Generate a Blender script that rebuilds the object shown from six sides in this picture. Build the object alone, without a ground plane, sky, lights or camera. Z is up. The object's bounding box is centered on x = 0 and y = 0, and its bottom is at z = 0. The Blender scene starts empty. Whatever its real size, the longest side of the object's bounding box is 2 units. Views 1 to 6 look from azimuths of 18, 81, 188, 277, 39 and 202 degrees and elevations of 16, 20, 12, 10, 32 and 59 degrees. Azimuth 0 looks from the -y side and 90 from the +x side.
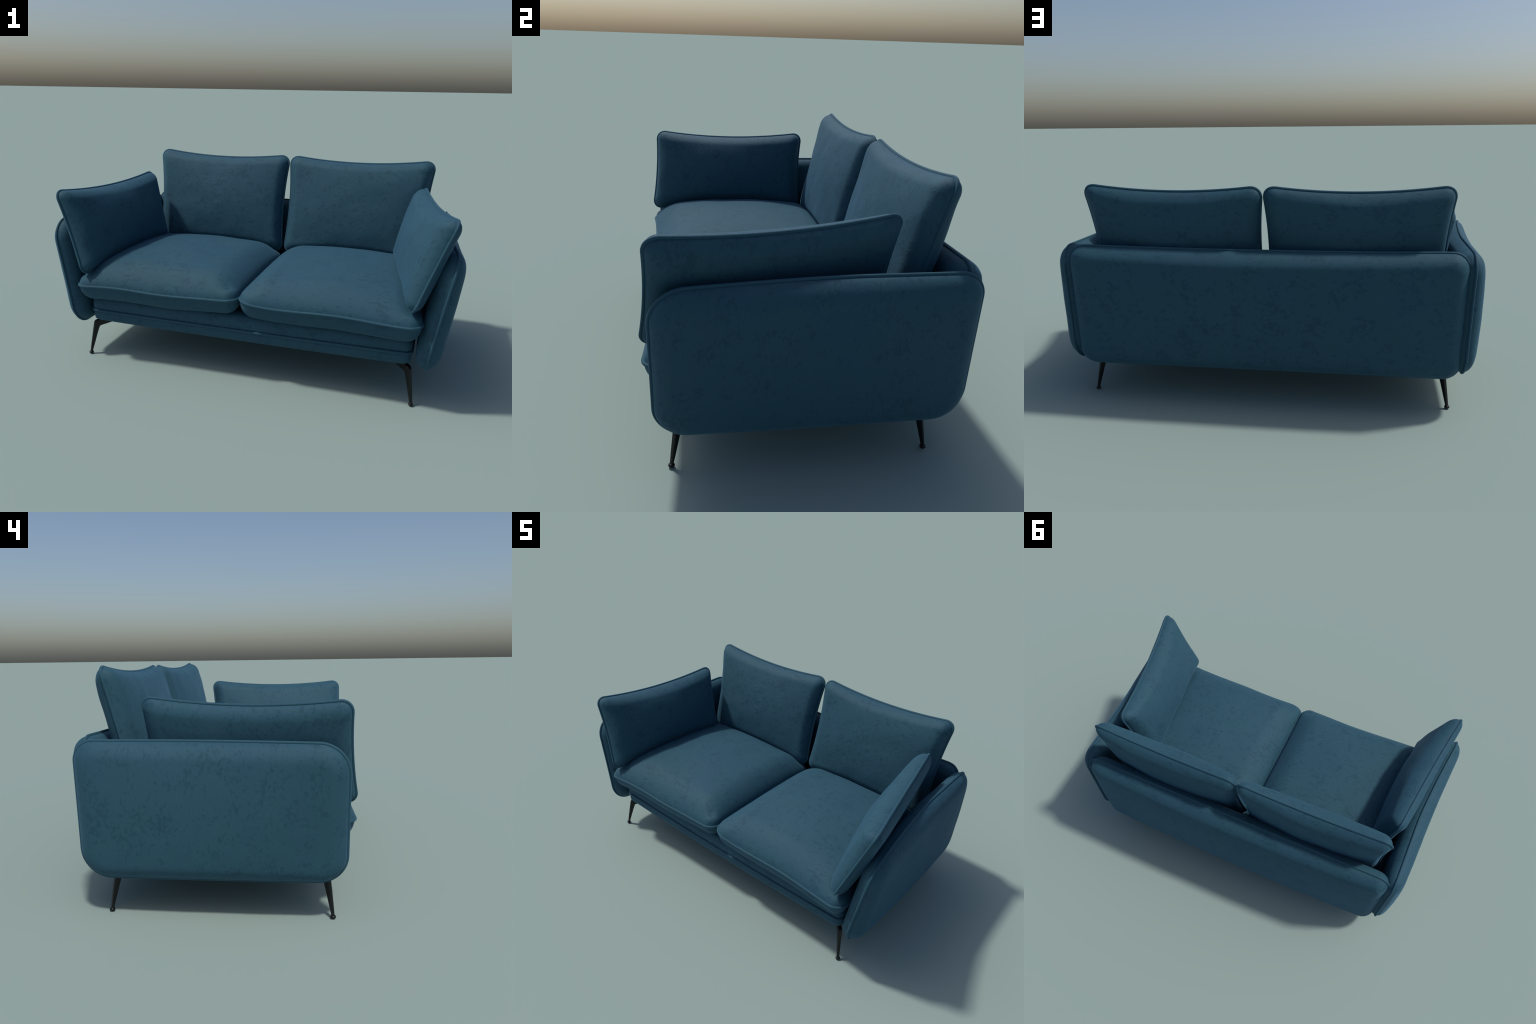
"""Two-seat velvet sofa: base, back and arm slabs, six loose cushions with piping, splayed metal legs."""
import bpy, math
import numpy as np
from mathutils import noise, Vector

PIPE = 0.0062          # radius of the piping cord
TURN = math.radians(0.28)   # the sofa stands very slightly turned


# ------------------------------------------------------------------ materials
def velvet(name, piping=False):
    m = bpy.data.materials.new(name)
    m.use_nodes = True
    nt = m.node_tree
    n, l = nt.nodes, nt.links
    b = n["Principled BSDF"]
    tc = n.new("ShaderNodeTexCoord")

    def noise_tex(scale, detail, rough, dist=0.0, stretch=None):
        t = n.new("ShaderNodeTexNoise")
        t.inputs["Scale"].default_value = scale
        t.inputs["Detail"].default_value = detail
        t.inputs["Roughness"].default_value = rough
        t.inputs["Distortion"].default_value = dist
        if stretch:
            mp = n.new("ShaderNodeMapping")
            mp.inputs["Scale"].default_value = stretch
            mp.inputs["Rotation"].default_value = (0.35, 0.5, 0.3)
            l.new(tc.outputs["Object"], mp.inputs["Vector"])
            l.new(mp.outputs["Vector"], t.inputs["Vector"])
        else:
            l.new(tc.outputs["Object"], t.inputs["Vector"])
        return t

    def ramp(src, lo, hi, c0, c1):
        r = n.new("ShaderNodeValToRGB")
        r.color_ramp.elements[0].position = lo
        r.color_ramp.elements[1].position = hi
        r.color_ramp.elements[0].color = c0
        r.color_ramp.elements[1].color = c1
        l.new(src, r.inputs["Fac"])
        return r

    # broad drift between a greener and a bluer petrol
    broad = noise_tex(5.0, 2.0, 0.5)
    base = ramp(broad.outputs["Fac"], 0.35, 0.65, COL_A, COL_B)
    # ragged darker patches where the pile lies the other way
    where = noise_tex(11.0, 3.0, 0.6)
    ragged = noise_tex(53.0, 5.0, 0.6, 0.7, (0.75, 1.3, 0.9))
    mul = n.new("ShaderNodeMath"); mul.operation = 'MULTIPLY_ADD'
    l.new(where.outputs["Fac"], mul.inputs[0]); mul.inputs[1].default_value = 0.5
    l.new(ragged.outputs["Fac"], mul.inputs[2])
    mask = ramp(mul.outputs[0], 0.80, 0.87, (0, 0, 0, 1), (1, 1, 1, 1))
    mix = n.new("ShaderNodeMix"); mix.data_type = 'RGBA'
    fac = n.new("ShaderNodeMath"); fac.operation = 'MULTIPLY'
    l.new(mask.outputs["Color"], fac.inputs[0]); fac.inputs[1].default_value = 0.0 if piping else 0.68
    l.new(fac.outputs[0], mix.inputs["Factor"])
    l.new(base.outputs["Color"], mix.inputs["A"])
    mix.inputs["B"].default_value = COL_DARK
    l.new(mix.outputs["Result"], b.inputs["Base Color"])

    b.inputs["Roughness"].default_value = 0.72
    b.inputs["Specular IOR Level"].default_value = 0.25
    b.inputs["Sheen Weight"].default_value = SHEEN
    b.inputs["Sheen Roughness"].default_value = 0.45
    b.inputs["Sheen Tint"].default_value = SHEEN_TINT

    fine = noise_tex(260.0, 3.0, 0.6)
    bump1 = n.new("ShaderNodeBump"); bump1.inputs["Strength"].default_value = 0.12
    bump1.inputs["Distance"].default_value = 0.002
    l.new(fine.outputs["Fac"], bump1.inputs["Height"])
    bump2 = n.new("ShaderNodeBump"); bump2.inputs["Strength"].default_value = 0.32
    bump2.inputs["Distance"].default_value = 0.004
    l.new(ragged.outputs["Fac"], bump2.inputs["Height"])
    l.new(bump1.outputs["Normal"], bump2.inputs["Normal"])
    l.new(bump2.outputs["Normal"], b.inputs["Normal"])
    return m


COL_A = (0.0208, 0.0725, 0.1025, 1)
COL_B = (0.0210, 0.070, 0.106, 1)
COL_DARK = (0.0120, 0.049, 0.078, 1)
SHEEN = 0.2
SHEEN_TINT = (0.22, 0.5, 0.8, 1)


def black_metal():
    m = bpy.data.materials.new("black_lacquered_metal")
    m.use_nodes = True
    n, l = m.node_tree.nodes, m.node_tree.links
    b = n["Principled BSDF"]
    tc = n.new("ShaderNodeTexCoord")
    t = n.new("ShaderNodeTexNoise"); t.inputs["Scale"].default_value = 60
    l.new(tc.outputs["Object"], t.inputs["Vector"])
    r = n.new("ShaderNodeMapRange")
    r.inputs["To Min"].default_value = 0.28; r.inputs["To Max"].default_value = 0.42
    l.new(t.outputs["Fac"], r.inputs["Value"])
    l.new(r.outputs["Result"], b.inputs["Roughness"])
    b.inputs["Base Color"].default_value = (0.004, 0.004, 0.0045, 1)
    b.inputs["Specular IOR Level"].default_value = 0.35
    b.inputs["Metallic"].default_value = 0.0
    return m


# ------------------------------------------------------------------ helpers
def new_object(name, verts, faces, mat, parent, smooth=True):
    me = bpy.data.meshes.new(name)
    me.from_pydata([tuple(map(float, v)) for v in verts], [], faces)
    me.update()
    me.materials.append(mat)
    if smooth:
        me.shade_smooth()
    ob = bpy.data.objects.new(name, me)
    bpy.context.scene.collection.objects.link(ob)
    ob.parent = parent
    return ob


def rounded_rect(W, H, radii, n_arc=14, n_side=26):
    """Closed loop, counter-clockwise. radii: (right-top, left-top, left-bottom, right-bottom)."""
    w, h = W / 2, H / 2
    corners = [(w, h, 0), (-w, h, 90), (-w, -h, 180), (w, -h, 270)]
    sgn = [(-1, -1), (1, -1), (1, 1), (-1, 1)]
    pts = []
    ends = []
    for (cx, cy, a0), (sx, sy), r in zip(corners, sgn, radii):
        c = (cx + sx * r, cy + sy * r)
        ends.append([(c[0] + r * math.cos(math.radians(a0 + 90 * k / n_arc)),
                      c[1] + r * math.sin(math.radians(a0 + 90 * k / n_arc))) for k in range(n_arc + 1)])
    for i in range(4):
        pts += ends[i]
        a, b = ends[i][-1], ends[(i + 1) % 4][0]
        pts += [(a[0] + (b[0] - a[0]) * k / n_side, a[1] + (b[1] - a[1]) * k / n_side) for k in range(1, n_side)]
    return np.array(pts)


def sdf(p, q, W, H, radii):
    """Depth inside the rounded rectangle."""
    w, h = W / 2, H / 2
    if p >= 0:
        r = radii[0] if q >= 0 else radii[3]
    else:
        r = radii[1] if q >= 0 else radii[2]
    dx, dy = abs(p) - w + r, abs(q) - h + r
    return -(min(max(dx, dy), 0) + math.hypot(max(dx, 0), max(dy, 0)) - r)


def tube(name, path, r, mat, parent, closed=True, sides=10):
    P = np.array(path)
    n = len(P)
    T = np.roll(P, -1, 0) - np.roll(P, 1, 0)
    T /= np.linalg.norm(T, axis=1)[:, None]
    c = P.mean(0)
    verts, faces = [], []
    # frame from the loop's own average normal
    nrm = np.zeros(3)
    for i in range(n):
        nrm += np.cross(P[i] - c, P[(i + 1) % n] - c)
    nrm /= np.linalg.norm(nrm)
    for i in range(n):
        u = np.cross(T[i], nrm); u /= np.linalg.norm(u)
        v = np.cross(T[i], u)
        for k in range(sides):
            a = 2 * math.pi * k / sides
            verts.append(P[i] + r * (math.cos(a) * u + math.sin(a) * v))
    for i in range(n):
        j = (i + 1) % n
        for k in range(sides):
            k2 = (k + 1) % sides
            faces.append((i * sides + k, i * sides + k2, j * sides + k2, j * sides + k))
    return new_object(name, verts, faces, mat, parent)


def stuffed(name, pipe_name, W, H, radii, place, front, back, parent, lump=0.003, seed=0, flip=False):
    """A stuffed, piped shape. place(p, q) lays the middle surface in space; front/back are
    (edge radius, height at the edge, height in the middle[, how domed])."""
    loop = rounded_rect(W, H, radii)
    N = len(loop)
    rings = 34

    def frame(p, q, e=1e-3):
        P = np.array(place(p, q))
        du = np.array(place(p + e, q)) - np.array(place(p - e, q))
        dv = np.array(place(p, q + e)) - np.array(place(p, q - e))
        nn = np.cross(du, dv)
        return P, nn / np.linalg.norm(nn)

    def height(p, q, spec):
        R, h0, h1 = spec[:3]
        power = spec[3] if len(spec) > 3 else 0.75
        d = max(sdf(p, q, W, H, radii) - 0.0012, 0)
        # deeper in, the fullness follows a softer-cornered outline so that no crease runs from the corners
        m = min(d / min(radii), 1)
        soft = max(sdf(p, q, W, H, (max(R, radii[0]),) * 4), 0)
        m = m * m * (3 - 2 * m)
        t = min(((1 - m) * d + m * min(soft, d)) / R, 1)
        edge = (1 - (1 - t) ** 2.0) ** 0.52
        a, b = 2 * p / W, 2 * q / H
        crown = max((1 - a * a) * (1 - b * b), 0) ** power
        return edge * (h0 + (h1 - h0) * crown)

    verts, faces = [], []
    outline = []
    for p, q in loop:
        P, _ = frame(p, q)
        outline.append(P); verts.append(P)
    sides = []
    for side, spec in ((1, front), (-1, back)):
        prev = list(range(N))
        for k in range(1, rings):
            t = k / rings
            s = 1 - t ** 1.9
            cur = []
            for p, q in loop:
                pp, qq = p * s, q * s
                P, nn = frame(pp, qq)
                h = height(pp, qq, spec)
                if lump:
                    w = min(h / max(spec[1], 1e-4), 1)
                    sv = Vector((P[0] * 5 + seed * 7.1, P[1] * 5, P[2] * 5 + side * 3))
                    h += w * lump * (noise.noise(sv) + 0.5 * noise.noise(sv * 2.3))
                cur.append(len(verts)); verts.append(P + side * h * nn)
            for i in range(N):
                j = (i + 1) % N
                f = (prev[i], prev[j], cur[j], cur[i])
                faces.append(f if side > 0 else f[::-1])
            prev = cur
        P, nn = frame(0, 0)
        c = len(verts); verts.append(P + side * height(0, 0, spec) * nn)
        for i in range(N):
            j = (i + 1) % N
            f = (prev[i], prev[j], c)
            faces.append(f if side > 0 else f[::-1])
    if flip:
        faces = [f[::-1] for f in faces]
    ob = new_object(name, verts, faces, VELVET, parent)
    cord = []
    for (p, q) in loop:
        s = 1 + 0.0006 / max(math.hypot(p, q), 0.05)
        cord.append(place(p * s, q * s))
    tube(pipe_name, cord, PIPE, CORD, ob)
    return ob


def bilinear(corners, W, H, pinch_p=0.0, pinch_q=0.0, bow=0.0):
    """Quad from four corners (left-bottom, right-bottom, left-top, right-top) with sides that
    curve inwards between the corners by the fractions pinch_p / pinch_q."""
    LB, RB, LT, RT = [np.array(c, float) for c in corners]

    def place(p, q):
        a, b = 2 * p / W, 2 * q / H
        a2 = a * (1 - pinch_p * max(1 - b * b, -0.2))
        b2 = b * (1 - pinch_q * max(1 - a * a, -0.2))
        s, t = (a2 + 1) / 2, (b2 + 1) / 2
        P = (1 - t) * ((1 - s) * LB + s * RB) + t * ((1 - s) * LT + s * RT)
        return P
    return place


# ------------------------------------------------------------------ build
VELVET = velvet("petrol_velvet")
CORD = velvet("petrol_velvet_piping", piping=True)
METAL = black_metal()

sofa = bpy.data.objects.new("two_seat_sofa", None)
bpy.context.scene.collection.objects.link(sofa)
sofa.rotation_euler = (0, 0, TURN)
sofa["label"] = "petrol blue velvet two-seat sofa with loose piped cushions and black metal legs"
sofa["category"] = "sofa"


# --- base: a long upholstered box with a piped seam round it
def base_box():
    w, yf, yb = 0.812, -0.478, 0.44
    loop = rounded_rect(2 * w, yb - yf, (0.02, 0.02, 0.035, 0.035), 8, 60)
    yc = (yf + yb) / 2
    # (inset, z) profile, bottom to top
    prof = [(0.06, 0.190), (0.022, 0.190), (0.012, 0.193), (0.005, 0.200), (0.003, 0.212), (0.002, 0.235),
            (0.003, 0.2465), (0.009, 0.2495), (0.004, 0.2535), (0.001, 0.262), (0.000, 0.280), (0.002, 0.298),
            (0.008, 0.313), (0.018, 0.323), (0.035, 0.328), (0.08, 0.330)]
    verts, faces, rows = [], [], []
    for ins, z in prof:
        row = []
        for x, y in loop:
            sx, sy = (w - ins) / w, ((yb - yf) / 2 - ins) / ((yb - yf) / 2)
            wob = 0.0015 * noise.noise(Vector((x * 6, y * 6, z * 9)))
            bow = -0.010 * (1 - (x / w) ** 2) if y < 0 else 0
            row.append(len(verts)); verts.append((x * sx, yc + y * sy + wob + bow, z))
        rows.append(row)
    N = len(loop)
    for r0, r1 in zip(rows, rows[1:]):
        for i in range(N):
            j = (i + 1) % N
            faces.append((r0[i], r0[j], r1[j], r1[i]))
    faces.append(tuple(reversed(rows[0]))); faces.append(tuple(rows[-1]))
    ob = new_object("seat_base", verts, faces, VELVET, sofa)
    tube("base_piping", [(x * (w - 0.001) / w, yc + y - (0.010 * (1 - (x / w) ** 2) if y < 0 else 0), 0.2485) for x, y in loop], PIPE, CORD, ob)
    return ob


base_box()


# --- backrest slab: nearly upright, a little wider at the top
def backrest_place(p, q):
    z = 0.4415 + q
    t = (z - 0.16) / 0.565
    x = -p * (0.863 + 0.020 * t) / 0.873
    y = 0.476 + 0.014 * t
    z += 0.010 * (x / 0.88) ** 2 * t
    return (x, y, z)


stuffed("backrest", "backrest_piping", 1.746, 0.552, (0.075, 0.075, 0.075, 0.075), backrest_place,
        (0.06, 0.057, 0.097, 0.72), (0.06, 0.052, 0.066), sofa, lump=0.002, seed=1)


OUT_ARM, IN_ARM = (0.065, 0.044, 0.076), (0.06, 0.054, 0.060)


# --- armrest slabs: upright at the back, leaning outwards towards the front top
def arm_place(side):
    def place(p, q):
        y = -0.006 - p * (1 + 0.01 * q)
        z = 0.444 + q
        t = (z - 0.165) / 0.56
        k = min(max((0.12 - y) / 0.64, 0), 1.05)
        g = k ** 1.4
        tt = max(t, 0) ** 1.15
        x = 0.881 - 0.009 * g + tt * (0.024 + 0.076 * g)
        return (side * x, y, z)
    return place


for side in (1, -1):
    # p runs from the back (-) to the front (+)
    stuffed("armrest", "armrest_piping", 1.043, 0.548, (0.112, 0.082, 0.118, 0.11), arm_place(side),
            IN_ARM if side > 0 else OUT_ARM, OUT_ARM if side > 0 else IN_ARM, sofa, lump=0.002, seed=2 + side, flip=False)


# --- seat cushions
def seat_place(side):
    W, H = (0.845 if side > 0 else 0.853), 0.898

    def place(p, q):
        a, b = 2 * p / W, 2 * q / H       # a: from the middle (-) to the arm (+); b: front (-) to back (+)
        x = (0.424 if side > 0 else 0.420) + p * (1 - 0.012 * (1 - b * b))
        front = max(-b, 0)
        y = -0.1035 + q + front * (0.012 * (1 - a * a) - 0.012 * max(a, 0) ** 2 + 0.012 * max(-a, 0))
        z = 0.402 + 0.004 * math.sin(a * 5 + side) * front + 0.010 * max(-a - 0.55, 0) ** 2 / 0.2 * front - 0.014 * max(b, 0) ** 3
        z += 0.013 * max(-a, 0) ** 2 * max(1 - b * b, 0)      # the pair props itself up along the middle gap
        return (side * x, y, z)
    return place, W, H


for side in (1, -1):
    place, W, H = seat_place(side)
    up, down = (0.14, 0.086, 0.151), (0.065, 0.083, 0.088)
    stuffed("seat_cushion", "seat_cushion_piping", W, H, (0.08, 0.08, 0.085 if side > 0 else 0.065, 0.065), place,
            up if side > 0 else down, down if side > 0 else up, sofa, lump=0.003, seed=5 + side)


# --- back cushions, leaning back against the backrest
def back_y(z):
    return 0.432 + 0.232 * (z - 0.975)


for side in (1, -1):
    zt, zb = 0.994, 0.435
    inn, out = 0.0, 0.828
    cs = [(side * (inn + 0.004), back_y(zb), zb), (side * (out - 0.03), back_y(zb), zb),
          (side * inn, back_y(zt), zt), (side * out, back_y(zt) - 0.006, zt + 0.006)]
    W, H = 0.826, 0.575
    fr, bk = (0.055, 0.042, 0.089, 0.72), (0.055, 0.039, 0.086, 0.75)
    stuffed("back_cushion", "back_cushion_piping", W, H, (0.06, 0.06, 0.06, 0.06),
            bilinear(cs, W, H, 0.05, 0.11), fr if side > 0 else bk, bk if side > 0 else fr, sofa,
            lump=0.005, seed=9 + side)


# --- side cushions leaning on the arms
def side_cushion(side, FT, BT, FB, BB, seed):
    W, H = 0.81, 0.42
    # p from front (-) to back (+)
    place = bilinear([FB, BB, FT, BT], W, H, 0.032, 0.14)
    inner, outer = (0.06, 0.053, 0.100, 0.95), (0.06, 0.036, 0.046)
    # normal of (front->back, bottom->top) = y cross z = +x: outward on the right side
    stuffed("side_cushion", "side_cushion_piping", W, H, (0.05, 0.05, 0.05, 0.05), place,
            outer if side > 0 else inner, inner if side > 0 else outer, sofa, lump=0.004, seed=seed)


side_cushion(1, (0.955, -0.537, 0.872), (0.783, 0.276, 0.881), (0.801, -0.568, 0.462), (0.683, 0.250, 0.470), 13)
side_cushion(-1, (-0.938, -0.537, 0.872), (-0.822, 0.268, 0.880), (-0.786, -0.568, 0.462), (-0.737, 0.250, 0.470), 14)


# --- legs: a flat tapered blade bent into a bracket under the base, with a small round glide
def leg_mesh():
    """Profile in the (r, z) plane; r points outwards along the diagonal, 0 at the foot."""
    outer = [(0.005, 0.010), (-0.0035, 0.06), (-0.0125, 0.11), (-0.0225, 0.164), (-0.0245, 0.171), (-0.0295, 0.178),
             (-0.037, 0.182), (-0.050, 0.1845), (-0.110, 0.190), (-0.180, 0.1935)]
    inner = [(-0.006, 0.010), (-0.0215, 0.06), (-0.0370, 0.11), (-0.0480, 0.142), (-0.0500, 0.1460), (-0.0535, 0.149),
             (-0.058, 0.1505), (-0.065, 0.1520), (-0.112, 0.160), (-0.182, 0.181)]
    half = [0.006, 0.0075, 0.0085, 0.0095, 0.0095, 0.010, 0.010, 0.010, 0.010, 0.009]
    verts, faces = [], []
    for (ro, zo), (ri, zi), h in zip(outer, inner, half):
        e = 0.0025
        do = np.array([ri - ro, zi - zo]); do /= np.linalg.norm(do)
        o, i = np.array([ro, zo]), np.array([ri, zi])
        o2, i2 = o + do * e, i - do * e
        for (r, z), s in ((o, -h + e), (o, h - e), (o2, h), (i2, h), (i, h - e), (i, -h + e), (i2, -h), (o2, -h)):
            verts.append((r, s, z))
    for k in range(len(outer) - 1):
        for m in range(8):
            m2 = (m + 1) % 8
            faces.append((k * 8 + m, k * 8 + m2, k * 8 + 8 + m2, k * 8 + 8 + m))
    faces.append(tuple(range(7, -1, -1)))
    faces.append(tuple(range((len(outer) - 1) * 8, len(outer) * 8)))
    me = bpy.data.meshes.new("leg")
    me.from_pydata(verts, [], faces)
    me.update(); me.materials.append(METAL)
    me.shade_smooth()
    me.set_sharp_from_angle(angle=math.radians(40))
    return me


def foot_mesh():
    prof = [(0.0, 0.0), (0.0078, 0.0), (0.0103, 0.0018), (0.0116, 0.005), (0.0113, 0.0085), (0.0092, 0.0115),
            (0.006, 0.0132), (0.0, 0.0135)]
    n = 20
    verts, faces = [], []
    for r, z in prof:
        for k in range(n):
            a = 2 * math.pi * k / n
            verts.append((r * math.cos(a), r * math.sin(a), z))
    for i in range(len(prof) - 1):
        for k in range(n):
            k2 = (k + 1) % n
            faces.append((i * n + k, i * n + k2, i * n + n + k2, i * n + n + k))
    me = bpy.data.meshes.new("leg_foot")
    me.from_pydata(verts, [], faces)
    me.validate(); me.update(); me.materials.append(METAL); me.shade_smooth()
    return me


LEG, FOOT = leg_mesh(), foot_mesh()
for x, y in ((0.827, -0.477), (-0.827, -0.477), (0.827, 0.428), (-0.827, 0.428)):
    leg = bpy.data.objects.new("leg", LEG)
    bpy.context.scene.collection.objects.link(leg)
    leg.parent = sofa
    leg.location = (x, y, 0)
    leg.rotation_euler = (0, 0, math.atan2(math.copysign(1, y), math.copysign(1, x)))
    foot = bpy.data.objects.new("leg_foot", FOOT)
    bpy.context.scene.collection.objects.link(foot)
    foot.parent = leg
